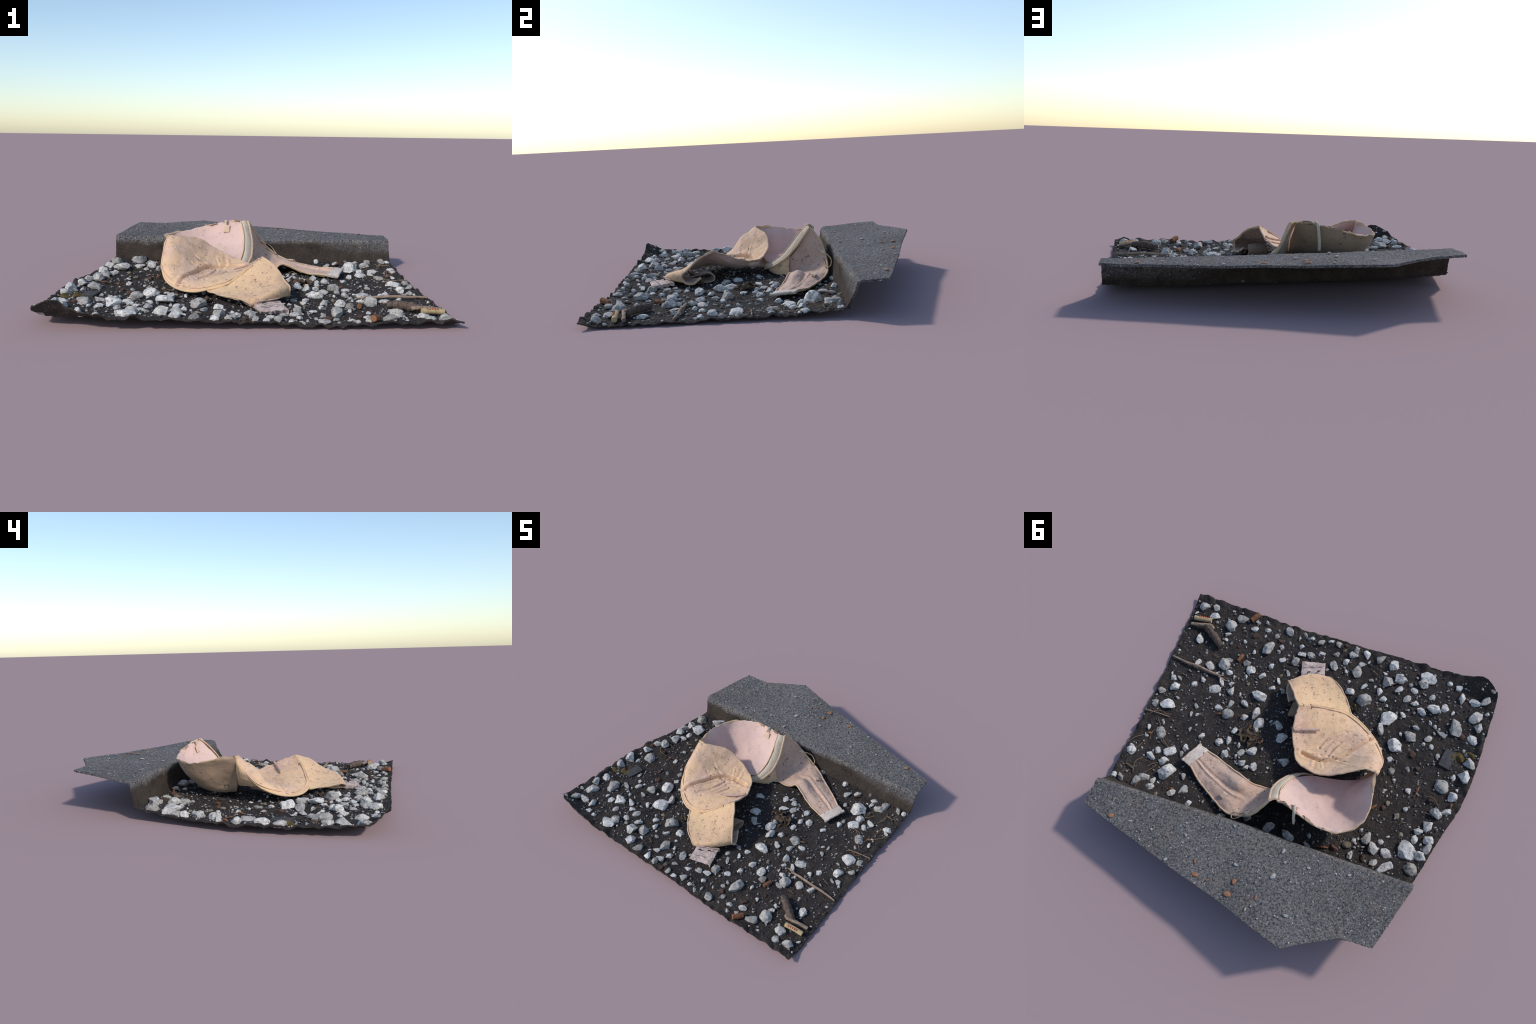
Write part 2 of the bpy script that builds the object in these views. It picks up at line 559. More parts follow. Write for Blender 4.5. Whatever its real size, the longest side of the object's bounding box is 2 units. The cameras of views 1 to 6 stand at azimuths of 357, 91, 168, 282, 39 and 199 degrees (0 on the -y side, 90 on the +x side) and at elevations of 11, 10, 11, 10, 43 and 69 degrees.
def stone_shape(base, seed, cuts=12, rough=.085):
    """A sphere chipped by random planes, then roughened."""
    r = random.Random(seed)
    v = base.copy()
    for _ in range(cuts):
        n = np.array([r.gauss(0, 1), r.gauss(0, 1), r.gauss(0, .8)])
        n /= np.linalg.norm(n)
        d = r.uniform(.52, .84)
        v -= np.outer(np.maximum(v @ n - d, 0) * .96, n)
    v *= np.array([1, r.uniform(.58, .95), r.uniform(.50, .78)])
    if rough:
        for i in range(len(v)):
            q = V3(v[i])
            k = 1 + rough * noise.noise(q * 2.2 + Vector((seed, 0, 0))) * 1.6 + rough * .7 * noise.noise(q * 5 + Vector((0, seed, 0))) + rough * .35 * noise.noise(q * 12)
            v[i] *= k
    v /= np.abs(v[:, :2]).max()
    v[:, 2] = np.maximum(v[:, 2], -.26)      # bedded underside
    return v


def stone_mesh(name, seed, mat):
    v = stone_shape(ICO3, seed)
    me = bpy.data.meshes.new(name)
    me.from_pydata([tuple(map(float, p)) for p in v], [], ICO3F)
    me.materials.append(mat)
    me.polygons.foreach_set("use_smooth", [True] * len(me.polygons))
    me.set_sharp_from_angle(angle=math.radians(38))
    return me


STONES = [stone_mesh("gravel_stone", 11 + k, MAT_STONE) for k in range(18)]
TAN = [stone_mesh("gravel_stone", 61 + k, MAT_TAN_STONE) for k in range(3)]
BROWN = [stone_mesh("brown_stone", 81 + k, MAT_BROWN_STONE) for k in range(4)]

# the stones one notices, (x, y, longest width in mm), zone by zone
ZONE_OPEN_CORNER = [
    (0.94, -0.89, 73), (0.86, -0.91, 44), (0.85, -0.85, 63), (0.97, -0.84, 29), (0.67, -0.89, 73), (0.72, -0.82, 73), (0.72, -0.76, 37),
    (0.72, -0.72, 29), (0.57, -0.85, 49), (0.57, -0.91, 34), (0.88, -0.66, 58), (0.49, -0.88, 39), (0.42, -0.86, 39), (0.35, -0.93, 58),
    (0.25, -0.93, 34), (0.20, -0.92, 39), (0.14, -0.91, 49), (0.03, -0.94, 46), (0.08, -0.94, 39), (0.23, -0.79, 54), (0.25, -0.73, 58),
    (0.17, -0.80, 54), (0.11, -0.84, 41), (0.33, -0.71, 37), (0.44, -0.75, 97), (0.82, -0.50, 58), (0.64, -0.59, 49), (0.66, -0.55, 73),
    (0.74, -0.51, 54), (0.53, -0.61, 44), (0.49, -0.57, 56), (0.41, -0.56, 44), (0.61, -0.51, 49), (0.57, -0.49, 29), (0.38, -0.64, 44),
    (0.26, -0.63, 49), (0.01, -0.78, 63), (-0.05, -0.83, 54), (-0.08, -0.89, 54), (-0.13, -0.79, 78), (-0.15, -0.85, 49), (-0.16, -0.93, 58),
    (0.02, -0.86, 44), (0.88, -0.30, 68), (0.78, -0.36, 44), (0.74, -0.40, 41), (0.63, -0.43, 54), (0.65, -0.37, 68), (0.55, -0.39, 58),
    (0.57, -0.44, 39), (0.37, -0.42, 93), (0.32, -0.50, 41), (0.30, -0.56, 46), (0.44, -0.34, 54), (0.52, -0.31, 49), (0.58, -0.26, 49),
    (0.51, -0.24, 68), (0.35, -0.30, 73), (0.41, -0.25, 54), (0.71, -0.22, 37), (0.72, -0.16, 34), (0.84, -0.23, 27), (0.92, -0.35, 39),
    (-0.14, -0.65, 54), (-0.21, -0.71, 49)]
ZONE_LEFT = [
    (-0.09, -0.95, 50), (-0.25, -0.94, 72), (-0.34, -0.90, 63), (-0.34, -0.79, 72), (-0.41, -0.83, 77), (-0.31, -0.71, 50), (-0.42, -0.76, 54),
    (-0.24, -0.62, 81), (-0.35, -0.67, 54), (-0.49, -0.71, 54), (-0.54, -0.70, 45), (-0.57, -0.90, 99), (-0.55, -0.84, 63), (-0.51, -0.78, 45),
    (-0.63, -0.77, 45), (-0.66, -0.70, 77), (-0.72, -0.73, 54), (-0.59, -0.66, 59), (-0.41, -0.55, 113), (-0.49, -0.60, 45), (-0.80, -0.83, 68),
    (-0.76, -0.89, 45), (-0.94, -0.86, 77), (-0.88, -0.83, 63), (-0.91, -0.74, 90), (-0.81, -0.62, 117), (-0.94, -0.67, 63), (-0.93, -0.59, 63),
    (-0.39, -0.47, 77), (-0.58, -0.48, 81), (-0.59, -0.55, 41), (-0.75, -0.56, 54), (-0.68, -0.51, 50), (-0.51, -0.39, 104), (-0.50, -0.30, 41),
    (-0.53, -0.24, 50), (-0.66, -0.61, 36), (-0.96, -0.43, 72), (-0.94, -0.34, 77), (-0.88, -0.32, 41), (-0.83, -0.25, 90), (-0.91, -0.20, 59),
    (-0.66, -0.15, 45), (-0.85, -0.07, 72), (-0.90, -0.10, 60), (-0.82, 0.02, 72), (-0.78, 0.07, 50), (-0.78, 0.12, 50), (-0.85, 0.10, 63),
    (-0.85, 0.15, 70), (-0.83, 0.21, 68), (-0.75, 0.21, 117), (-0.65, 0.25, 68), (-0.57, 0.26, 77), (-0.60, 0.20, 36), (-0.52, 0.21, 72),
    (-0.59, 0.33, 50), (-0.66, 0.34, 95), (-0.46, 0.34, 54), (-0.80, 0.30, 77), (-0.62, -0.28, 32)]
ZONE_KERB_END = [
    (0.95, -0.24, 45), (0.95, -0.15, 49), (0.88, -0.17, 84), (0.92, 0.01, 39), (0.84, 0.02, 71), (0.95, 0.19, 65), (0.96, 0.16, 39),
    (0.81, 0.13, 42), (0.83, 0.18, 55), (0.74, 0.11, 71), (0.75, 0.18, 52), (0.67, 0.10, 36), (0.66, 0.06, 52), (0.70, 0.24, 97),
    (0.81, 0.32, 65), (0.84, 0.36, 58), (0.93, 0.37, 58), (0.98, 0.37, 39), (0.75, 0.32, 39), (0.75, 0.36, 49), (0.62, 0.35, 52),
    (0.56, 0.31, 65), (0.50, 0.38, 42), (0.60, 0.23, 39), (0.60, -0.05, 45), (0.49, -0.05, 45), (0.44, -0.08, 52), (0.43, -0.15, 39),
    (0.37, -0.07, 36), (0.34, -0.03, 45), (0.28, -0.06, 71), (0.43, 0.01, 50), (0.31, 0.03, 52), (0.24, 0.03, 55), (0.30, -0.24, 78),
    (0.31, -0.19, 58), (0.28, 0.05, 40), (0.19, -0.27, 63), (0.15, -0.20, 77), (0.08, -0.06, 70), (0.15, 0.33, 50), (0.02, 0.35, 70), (-.10, .36, 80), (.30, .385, 55), (-.22, .37, 50)]
BROWN_SPOTS = [(.546, -.814, 55), (.389, -.833, 45), (-.02, -.94, 34), (-.617, -.377, 48), (-.673, -.306, 34), (-.555, -.005, 36), (-.865, -.594, 45),
               (-.797, -.14, 40), (-.70, -.13, 30), (-.53, .325, 52), (-.36, .33, 60), (.62, -.70, 30)]
TAN_SPOTS = [(-.43, .29, 62), (-.64, .02, 44), (.30, -.60, 36), (-.02, -.90, 40), (.70, .395, 36)]

placed = []


def put_stone(meshes, x, y, mm, name="gravel_stone", sink=None):
    half = mm / 2000
    x = min(max(x, -.99 + half), .992 - half)
    y = min(max(y, -.958 + half), .40)
    z = float(soil_z((x, y))[0])
    me = RNG.choice(meshes)
    ob = bpy.data.objects.new(name, me)
    ob.scale = (half, half, half * RNG.uniform(.75, 1.05))
    ob.rotation_euler = (RNG.uniform(-.12, .12), RNG.uniform(-.12, .12), RNG.uniform(0, 6.28))
    ob.location = (x, y, max(z + half * (RNG.uniform(.06, .26) if sink is None else sink), .34 * half))
    link(ob, patch)
    placed.append((x, y, half))
    return ob


for zone in (ZONE_OPEN_CORNER, ZONE_LEFT, ZONE_KERB_END):
    for x, y, mm in zone:
        put_stone(STONES, x, y, mm * RNG.uniform(1.10, 1.24))
for x, y, mm in BROWN_SPOTS:
    put_stone(BROWN, x, y, mm, "brown_stone")
for x, y, mm in TAN_SPOTS:
    put_stone(TAN, x, y, mm)


def density(x, y):
    """Stones crowd toward the front and the free side, thin out in the middle and near the kerb end."""
    d = .35 + .5 * max(0, -y - .2) + .35 * max(0, -x - .3)
    if x > .3 and -.3 < y < .4:
        d *= .8
    return min(1, d)


def inside(x, y, m=.02):
    if not (-.95 + m < y < .385 - m):
        return False
    xl = np.interp(y, [p[1] for p in EDGE_LEFT], [p[0] for p in EDGE_LEFT])
    xr = np.interp(y, [p[1] for p in EDGE_RIGHT], [p[0] for p in EDGE_RIGHT])
    return xl + m < x < xr - m


tries = 0
extra = 0
while extra < 112 and tries < 6000:
    tries += 1
    x, y = RNG.uniform(-1, 1), RNG.uniform(-.96, .39)
    mm = RNG.uniform(20, 40)
    if not inside(x, y) or RNG.random() > density(x, y):
        continue
    if any((x - a) ** 2 + (y - b) ** 2 < (r + mm / 2000) ** 2 * .8 for a, b, r in placed):
        continue
    put_stone(TAN if RNG.random() < .06 else STONES, x, y, mm, sink=RNG.uniform(-.05, .3))
    extra += 1


def scatter_stuff(name, count, lo, hi, mat, seed, sub=ICO1, subf=ICO1F):
    r = random.Random(seed)
    protos = [stone_shape(sub, seed * 100 + k, 6, 0) for k in range(10)]
    V, F = [], []
    n = 0
    while n < count:
        x, y = r.uniform(-1, 1), r.uniform(-.96, .39)
        if not inside(x, y, .006):
            continue
        k = .35 + .65 * max(0, noise.noise(Vector((x * 5, y * 5, seed))) + .35)
        if r.random() > k:
            continue
        s = (lo + (hi - lo) * r.random() ** 2.2) / 2000
        a = r.uniform(0, 6.28)
        R = np.array([[math.cos(a), -math.sin(a), 0], [math.sin(a), math.cos(a), 0], [0, 0, r.uniform(.6, 1)]])
        z = float(soil_z((x, y))[0])
        off = len(V) * len(sub)
        V.append(r.choice(protos) @ R.T * s + np.array([x, y, z + s * .35 + .002]))
        F += [[i + off for i in f] for f in subf]
        n += 1
    ob = make_mesh(name, np.vstack(V), F, [mat], patch, smooth=False)
    ob["kind"] = "stuff"


def grit_material(name, stops):
    m, nt, b = new_mat(name)
    g = NB(nt)
    col = g.ramp(g.noise(34, 2, .5), stops)
    g.colour(b, g.mix(g.math("MULTIPLY", g.mask(g.noise(160, 3), .5, .68), .6), col, (.06, .05, .045)))
    return m


scatter_stuff("grit", 2300, 5, 20, grit_material("pale_grit", [(.36, (.10, .088, .078)), (.5, (.24, .222, .205)), (.62, (.46, .44, .42))]), 3)
scatter_stuff("dark_grit", 1500, 5, 17, grit_material("dark_grit", [(.36, (.030, .026, .024)), (.52, (.075, .06, .05)), (.66, (.12, .09, .075))]), 5)


# ------------------------------------------------------------------- litter
def gz(x, y, dz=0.0):
    return (x, y, float(soil_z((x, y))[0]) + dz)


def stick(name, pts, rad, mat, seed=1, jitter=.3, seg=8, taper=None, dz=.008):
    return tube(name, [gz(p[0], p[1], p[2] if len(p) > 2 else dz) for p in pts], rad, mat, patch, seg=seg, jitter=jitter, taper=taper, seed=seed)


stick("twig", [(.980, -.486, .016), (.933, -.479, .018), (.87, -.473, .018), (.80, -.472, .022), (.72, -.464, .018), (.647, -.462, .014)], .0075, MAT_TWIG, 2, .2, taper=(.7, 1.1, 1))
stick("twig", [(.66, -.455, .012), (.63, -.448, .010), (.60, -.447, .006)], .008, MAT_TWIG, 3, .3, taper=(1, .8, .2))
stick("twig", [(.985, -.084, .012), (.92, -.088, .014), (.832, -.094, .008)], .003, MAT_TWIG, 4)
stick("bark_piece", [(.868, -.756, .024), (.82, -.722, .030), (.77, -.685, .030), (.722, -.650, .024)], .024, MAT_BARK, 5, .35, 10, (.75, 1, .8))
stick("twig", [(.965, -.742, .020), (.90, -.752, .030), (.842, -.765, .034), (.815, -.75, .026)], .010, MAT_TWIG, 6, .4)
stick("wood_chip", [(.612, -.900, .016), (.594, -.928, .022), (.576, -.952, .026)], .017, MAT_WOOD, 7, .12, 7)
stick("wood_chip", [(.588, -.602, .012), (.574, -.652, .016)], .013, MAT_WOOD, 8, .15, 7)
stick("cigarette_butt", [(.962, -.790, .022), (.905, -.795, .026), (.850, -.802, .026)], .015, MAT_PAPER, 9, .08, 14)
for k in range(5):   # remains of red print along the paper
    px = .930 - .013 * k
    py = -.788 - .10 * (.96 - px)
    tube("printed_mark", [gz(px, py - .004, .0395), gz(px - .004, py - .009, .0405), gz(px - .002, py - .014, .0375)], .003, MAT_RED, patch, seg=6, n=8)
for k, (x, y, a, L) in enumerate([(-.709, -.17, 1.4, .05), (-.497, .019, .9, .06), (-.915, -.14, 1.5, .035), (.42, -.25, .3, .03), (.25, -.13, 1.2, .035),
                                  (.35, -.20, 1.3, .03), (.56, -.22, .4, .03), (.90, .05, .3, .04), (.63, .33, .5, .035), (-.30, .35, .2, .07)]):
    dx, dy = math.cos(a) * L / 2, math.sin(a) * L / 2
    stick("wood_chip", [(x - dx, y - dy, .010), (x, y, .015), (x + dx, y + dy, .010)], .0065, MAT_WOOD, 20 + k, .4, 6, (.6, 1, .3))
for k in range(26):
    x, y, a = (RNG.uniform(.80, .97), RNG.uniform(-.15, .36), RNG.uniform(0, 6.28)) if k < 14 else (RNG.uniform(-.9, .9), RNG.uniform(-.9, .3), RNG.uniform(0, 6.28))
    L = RNG.uniform(.04, .11)
    if not inside(x, y, L * .6):
        continue
    b = RNG.uniform(-.5, .5)
    stick("dry_grass_blade", [(x, y, .010), (x + L * .5 * math.cos(a), y + L * .5 * math.sin(a), RNG.uniform(.012, .022)), (x + L * math.cos(a + b), y + L * math.sin(a + b), .010)],
          .0018, MAT_GRASS, 50 + k, .2, 5)


def leaf_piece(x, y, a, L, W, seed):
    """Shrivelled dead leaf: a curled, pointed sheet."""
    u = np.linspace(-1, 1, 22)
    v = np.linspace(-1, 1, 12)
    U, Vv = np.meshgrid(u, v)
    w = W * (1 - U ** 2) ** .7 * (1 + .25 * np.sin(U * 9 + seed))
    X = U * L
    Y = Vv * w
    Z = .012 + .02 * np.abs(Vv) ** 1.5 * (1 - U ** 2) + .006 * np.sin(U * 7 + Vv * 3 + seed)
    ca, sa = math.cos(a), math.sin(a)
    base = gz(x, y)[2]
    P = np.stack([x + X * ca - Y * sa, y + X * sa + Y * ca, base + Z], 2)
    shell("dead_leaf", P, .0025, [MAT_LEAF] * 3, patch)


leaf_piece(.33, -.16, .6, .055, .028, 1)
leaf_piece(.37, -.135, 2.1, .05, .022, 2)
leaf_piece(.30, -.115, 1.2, .045, .02, 3)
leaf_piece(-.20, -.545, .3, .03, .018, 4)
leaf_piece(.18, -.44, .9, .04, .02, 5)


def moss_mat(x, y, rx, ry, seed):
    n = 26
    g = np.linspace(-1, 1, n)
    X, Y = np.meshgrid(g, g)
    k = np.sqrt(np.maximum(X ** 2, Y ** 2) / (X ** 2 + Y ** 2 + 1e-9))
    P = np.zeros((n, n, 3))
    for j in range(n):
        for i in range(n):
            px, py = x + X[j, i] * k[j, i] * rx, y + Y[j, i] * k[j, i] * ry
            r = min(1, math.hypot(X[j, i] * k[j, i], Y[j, i] * k[j, i]))
            h = .018 * (1 - r ** 2) + .012 * noise.noise(Vector((px * 40, py * 40, seed)))
            P[j, i] = gz(px, py, h)
    shell("moss", P, .004, [MAT_MOSS] * 3, patch)


moss_mat(-.875, -.455, .05, .03, 1)
moss_mat(-.94, -.492, .04, .02, 2)
b = gz(-.822, -.417, .012)
slab("board_scrap", [(b[0] - .045, b[1] - .055, b[2]), (b[0] + .025, b[1] - .07, b[2] + .004), (b[0] + .045, b[1] + .045, b[2]), (b[0] - .025, b[1] + .06, b[2])],
     .012, [MAT_SLATE] * 3, patch, ripple=.002)

# pebbles standing proud in the kerb top
PEB, PEBF = ico(2)
KERB_PEBBLES = [(-.113, .628, 40), (.093, .639, 26), (-.117, .482, 30), (-.273, .522, 24), (-.041, .841, 20), (-.246, .799, 28), (-.604, .428, 26),
                (-.487, .483, 22), (.403, .586, 22), (.717, .617, 22), (.589, .622, 18), (.451, .745, 22), (.178, .445, 18), (-.147, .537, 20)]
ORANGE_CRUMBS = [(.274, .765, 44), (.067, .727, 34), (.075, .80, 40), (-.069, .766, 26), (.827, .626, 34), (.30, .70, 22), (.20, .77, 18)]


def kerb_bit(name, x, y, mm, mat, flat, seed):
    v = stone_shape(PEB, seed, 4, 0) * (mm / 2000) * np.array([1, .8, flat])
    a = seed * 1.7
    R = np.array([[math.cos(a), -math.sin(a), 0], [math.sin(a), math.cos(a), 0], [0, 0, 1]])
    v = v @ R.T
    v += np.array([x, y, kerb_top_z(x, y) + .0065 - (.012 if y < .44 else 0)])
    make_mesh(name, v, PEBF, [mat], patch)


for k, (x, y, mm) in enumerate(KERB_PEBBLES):
    kerb_bit("kerb_pebble", x, y, mm, MAT_PEBBLE, .28, 300 + k)
for k, (x, y, mm) in enumerate(ORANGE_CRUMBS):
    kerb_bit("brick_crumb", x, y, mm, MAT_ORANGE, .22, 340 + k)
rr = random.Random(44)
V, F = [], []
kx = [p[0] for p in KERB_BACK]; ky = [p[1] for p in KERB_BACK]
protos = [stone_shape(ICO1, 400 + k, 4, 0) for k in range(8)]
while len(V) < 260:
    x, y = rr.uniform(-.76, .98), rr.uniform(.46, .95)
    if y > np.interp(x, kx, ky) - .012:
        continue
    s = (4 + 9 * rr.random() ** 3) / 2000
    F += [[i + len(V) * len(ICO1) for i in f] for f in ICO1F]
    V.append(rr.choice(protos) * s * np.array([1, 1, .5]) + np.array([x, y, kerb_top_z(x, y) + .0058]))
agg = make_mesh("aggregate", np.vstack(V), F, [grit_material("aggregate_grain", [(.35, (.20, .15, .12)), (.5, (.36, .35, .34)), (.65, (.55, .54, .52))])], patch)
agg["kind"] = "stuff"

# ---------------------------------------------------------------------- bra
bra = link(bpy.data.objects.new("discarded_bra", None))
bra["label"] = "dirty beige padded bra lying crumpled and twisted"
bra["category"] = "bra"
T = .009

# --- bowl-shaped cup, lining up, outside toward the kerb -----------------
RIM_A = [(-.439, -.091, .293), (-.438, -.067, .291), (-.442, -.018, .289), (-.461, .038, .284), (-.469, .095, .272), (-.467, .176, .260),
         (-.432, .231, .262), (-.388, .277, .268), (-.350, .304, .271), (-.292, .311, .283), (-.231, .311, .297), (-.175, .303, .312),
         (-.124, .291, .324), (-.078, .274, .332), (-.040, .264, .334), (.003, .266, .334)]
CUP_A = [
    # rim
    [(-.439, -.091, .293), (-.461, .038, .284), (-.467, .176, .260), (-.388, .277, .268), (-.231, .311, .297), (-.078, .274, .332), (.003, .266, .334)],
    [(-.437, -.088, .270), (-.420, .022, .240), (-.430, .165, .215), (-.374, .247, .215), (-.225, .287, .240), (-.095, .256, .282), (.006, .245, .315)],
    [(-.430, -.085, .240), (-.382, .010, .185), (-.380, .142, .168), (-.320, .200, .165), (-.207, .238, .190), (-.080, .222, .238), (.008, .215, .280)],
    [(-.420, -.085, .210), (-.340, -.020, .135), (-.312, .070, .118), (-.252, .128, .122), (-.182, .132, .142), (-.060, .140, .175), (.010, .180, .245)],
    [(-.420, -.095, .180), (-.360, -.075, .120), (-.290, -.050, .108), (-.200, -.030, .104), (-.100, -.010, .100), (-.015, .045, .114), (.010, .130, .190)],
]
# the moulded foam pad: thin at the rim, thick in the belly
PAD_A = [[.008] * 7, [.010, .016, .018, .020, .016, .012, .008], [.008, .026, .036, .040, .030, .016, .008],
         [.008, .036, .058, .062, .054, .028, .010], [.008, .030, .050, .050, .046, .022, .008]]
PA = loft(CUP_A, 150, 110)
# follow the rim exactly along the first row
PA[0] = arc_resample(catmull(RIM_A, 400), 150)
thick_a = np.clip(loft([[(v, 0, 0) for v in r] for r in PAD_A], 150, 110)[..., 0], .006, .068)
PA = fray(PA, .0055, 24, 9, 1.0)
dA = rumple(PA, .0022, 9, 2.0)
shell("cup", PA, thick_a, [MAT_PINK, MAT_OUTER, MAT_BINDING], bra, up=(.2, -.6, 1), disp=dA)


def wavy(pts, amp, freq, seed, n=90):
    p = catmull(pts, n)
    for i in range(n):
        q = V3(p[i]) * freq + Vector((seed, 0, 0))
        p[i] += np.array([noise.noise(q), noise.noise(q + Vector((9, 0, 0))), noise.noise(q + Vector((0, 9, 0)))]) * amp
    return p


def binding(name, pts, rad, mat, amp=.004, freq=22, seed=0, flat=1.0, n=90):
    return tube(name, wavy(pts, amp, freq, seed, n), rad, mat, bra, seg=8, n=n * 2, flat=flat)


binding("edge_binding", list(PA[0][::3] + np.array([0, .003, -.004])), .0042, MAT_BINDING, .001, 34, 1)

# underwire casing: a padded tape down the side of the bowl
CAS_IN = [(-.004, .264, .332), (.010, .215, .292), (.016, .165, .235), (.012, .120, .180), (-.002, .075, .133), (-.022, .034, .104), (-.058, -.006, .090), (-.11, -.022, .075)]
CAS_OUT = [(.040, .276, .334), (.052, .240, .290), (.062, .190, .226), (.062, .135, .163), (.048, .085, .122), (.018, .035, .090), (-.03, -.005, .070), (-.09, -.026, .052)]
ci, co = np.array(CAS_IN), np.array(CAS_OUT)
mid = (ci + co) / 2 + np.array([-.006, -.010, .008])
PC = loft([ci, ci * .75 + co * .25 + np.array([-.005, -.008, .006]), mid, ci * .25 + co * .75 + np.array([-.004, -.008, .006]), co], 90, 16)
shell("underwire_casing", PC, .010, [MAT_CASING, MAT_BEIGE, MAT_BEIGE], bra, up=(-.2, -.8, .4), disp=cloth_noise(PC, .0016, 30, 1))
binding("edge_binding", CAS_OUT, .0075, MAT_BINDING, .002, 20, 4)
binding("seam", [tuple(np.array(p) + np.array([-.004, -.006, .004])) for p in CAS_IN], .0035, MAT_BINDING, .002, 20, 5)

# --- side band lying out to the eye tab --------------------------------------
BAND_UP = [(.040, .278, .334), (.087, .331, .264), (.122, .352, .207), (.175, .366, .148), (.234, .367, .103), (.300, .350, .073), (.399, .290, .052), (.502, .226, .044), (.580, .163, .053)]
BAND_LOW = [(.046, .080, .100), (.062, .100, .048), (.098, .128, .036), (.155, .132, .034), (.200, .136, .046), (.258, .128, .086), (.384, .080, .043), (.450, .055, .038), (.525, .035, .034)]
up_, lo_ = np.array(BAND_UP), np.array(BAND_LOW)


def between(f, dz):
    r = up_ * (1 - f) + lo_ * f
    r[:, 2] += np.array(dz)
    return r


ROWS = [up_,
        between(.25, [-.02, -.035, -.035, -.022, -.008, .010, .012, .008, .004]),
        between(.50, [-.03, -.040, -.030, -.015, .004, .002, .006, .006, .004]),
        between(.75, [-.02, -.022, -.015, -.004, .012, .022, .014, .006, .003]),
        lo_]
PB = loft(ROWS, 130, 60)
dB = rumple(PB, .0045, 13, 5.0)
# pleat running along the middle of the band
UU, VV = np.meshgrid(np.linspace(0, 1, 130), np.linspace(0, 1, 60))
line = .46 + .10 * np.sin(UU * 5)
win = np.clip((UU - .42) * 7, 0, 1)
dB += win * (.007 * np.exp(-((VV - line) / .035) ** 2) - .006 * np.exp(-((VV - line - .09) / .05) ** 2))
pocket = np.exp(-(((UU - .50) / .08) ** 2 + ((VV - .55) / .16) ** 2))
dB -= .012 * pocket
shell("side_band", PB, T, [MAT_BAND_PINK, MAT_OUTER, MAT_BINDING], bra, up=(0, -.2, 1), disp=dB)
binding("edge_binding", BAND_UP, .0058, MAT_BINDING, .003, 20, 6)
binding("edge_binding", BAND_LOW, .0058, MAT_BINDING, .003, 20, 7)
# fabric tongue below the casing that closes the gap to the band
TONGUE = [[(.060, .135, .160), (.046, .085, .120), (.016, .036, .088), (-.03, -.004, .068)],
          [(.074, .128, .105), (.052, .076, .078), (.012, .034, .060), (-.04, .0, .050)],
          [(.085, .130, .050), (.050, .068, .036), (.000, .036, .034), (-.06, .01, .034)]]
PT = loft(TONGUE, 40, 20)
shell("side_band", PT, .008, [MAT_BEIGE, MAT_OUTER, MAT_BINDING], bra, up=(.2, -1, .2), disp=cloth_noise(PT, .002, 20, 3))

# eye tab at the end of that band
slab("eye_tab", [(.520, .030, .038), (.578, .012, .034), (.634, .146, .056), (.584, .168, .058)], .014, [MAT_WHITE_TAB] * 3, bra, bulge=.004, ripple=.004, seed=2)
binding("tab_hem", [(.576, .008, .036), (.590, .045, .040), (.606, .080, .048), (.622, .115, .052), (.636, .150, .056)], .009, MAT_WHITE_TAB, .004, 40, 8)
# small woven lug stitched on the band
slab("strap_lug", [(.300, .262, .090), (.330, .250, .090), (.350, .280, .080), (.322, .295, .080)], .008, [MAT_TAPE] * 3, bra, bulge=.004)
# frayed threads and loop at the curb-side bend
binding("loose_thread", [(.150, .350, .185), (.170, .372, .175), (.200, .392, .150), (.225, .388, .118), (.235, .368, .104)], .0035, MAT_THREAD, .002, 30, 9, n=40)
binding("loose_thread", [(.165, .345, .150), (.195, .352, .130), (.225, .350, .112), (.240, .362, .104)], .003, MAT_THREAD, .002, 30, 10, n=40)
slab("strap_stub", [(.125, .330, .205), (.150, .340, .190), (.165, .362, .178), (.140, .356, .196)], .006, [MAT_TAPE] * 3, bra)

# strap keeper on the bowl rim: a short tape over the edge and a stitched patch
tube("strap_loop", [(-.098, .256, .318), (-.098, .262, .334), (-.099, .276, .336), (-.104, .294, .325), (-.108, .308, .280), (-.112, .314, .225), (-.112, .314, .19)], .0085, MAT_CASING, bra, seg=10, n=40, flat=.7)
slab("stitched_patch", [(-.119, .246, .267), (-.078, .241, .270), (-.076, .252, .312), (-.118, .257, .308)], .005, [MAT_TAPE] * 3, bra, nu=12, nv=12, bulge=.002)

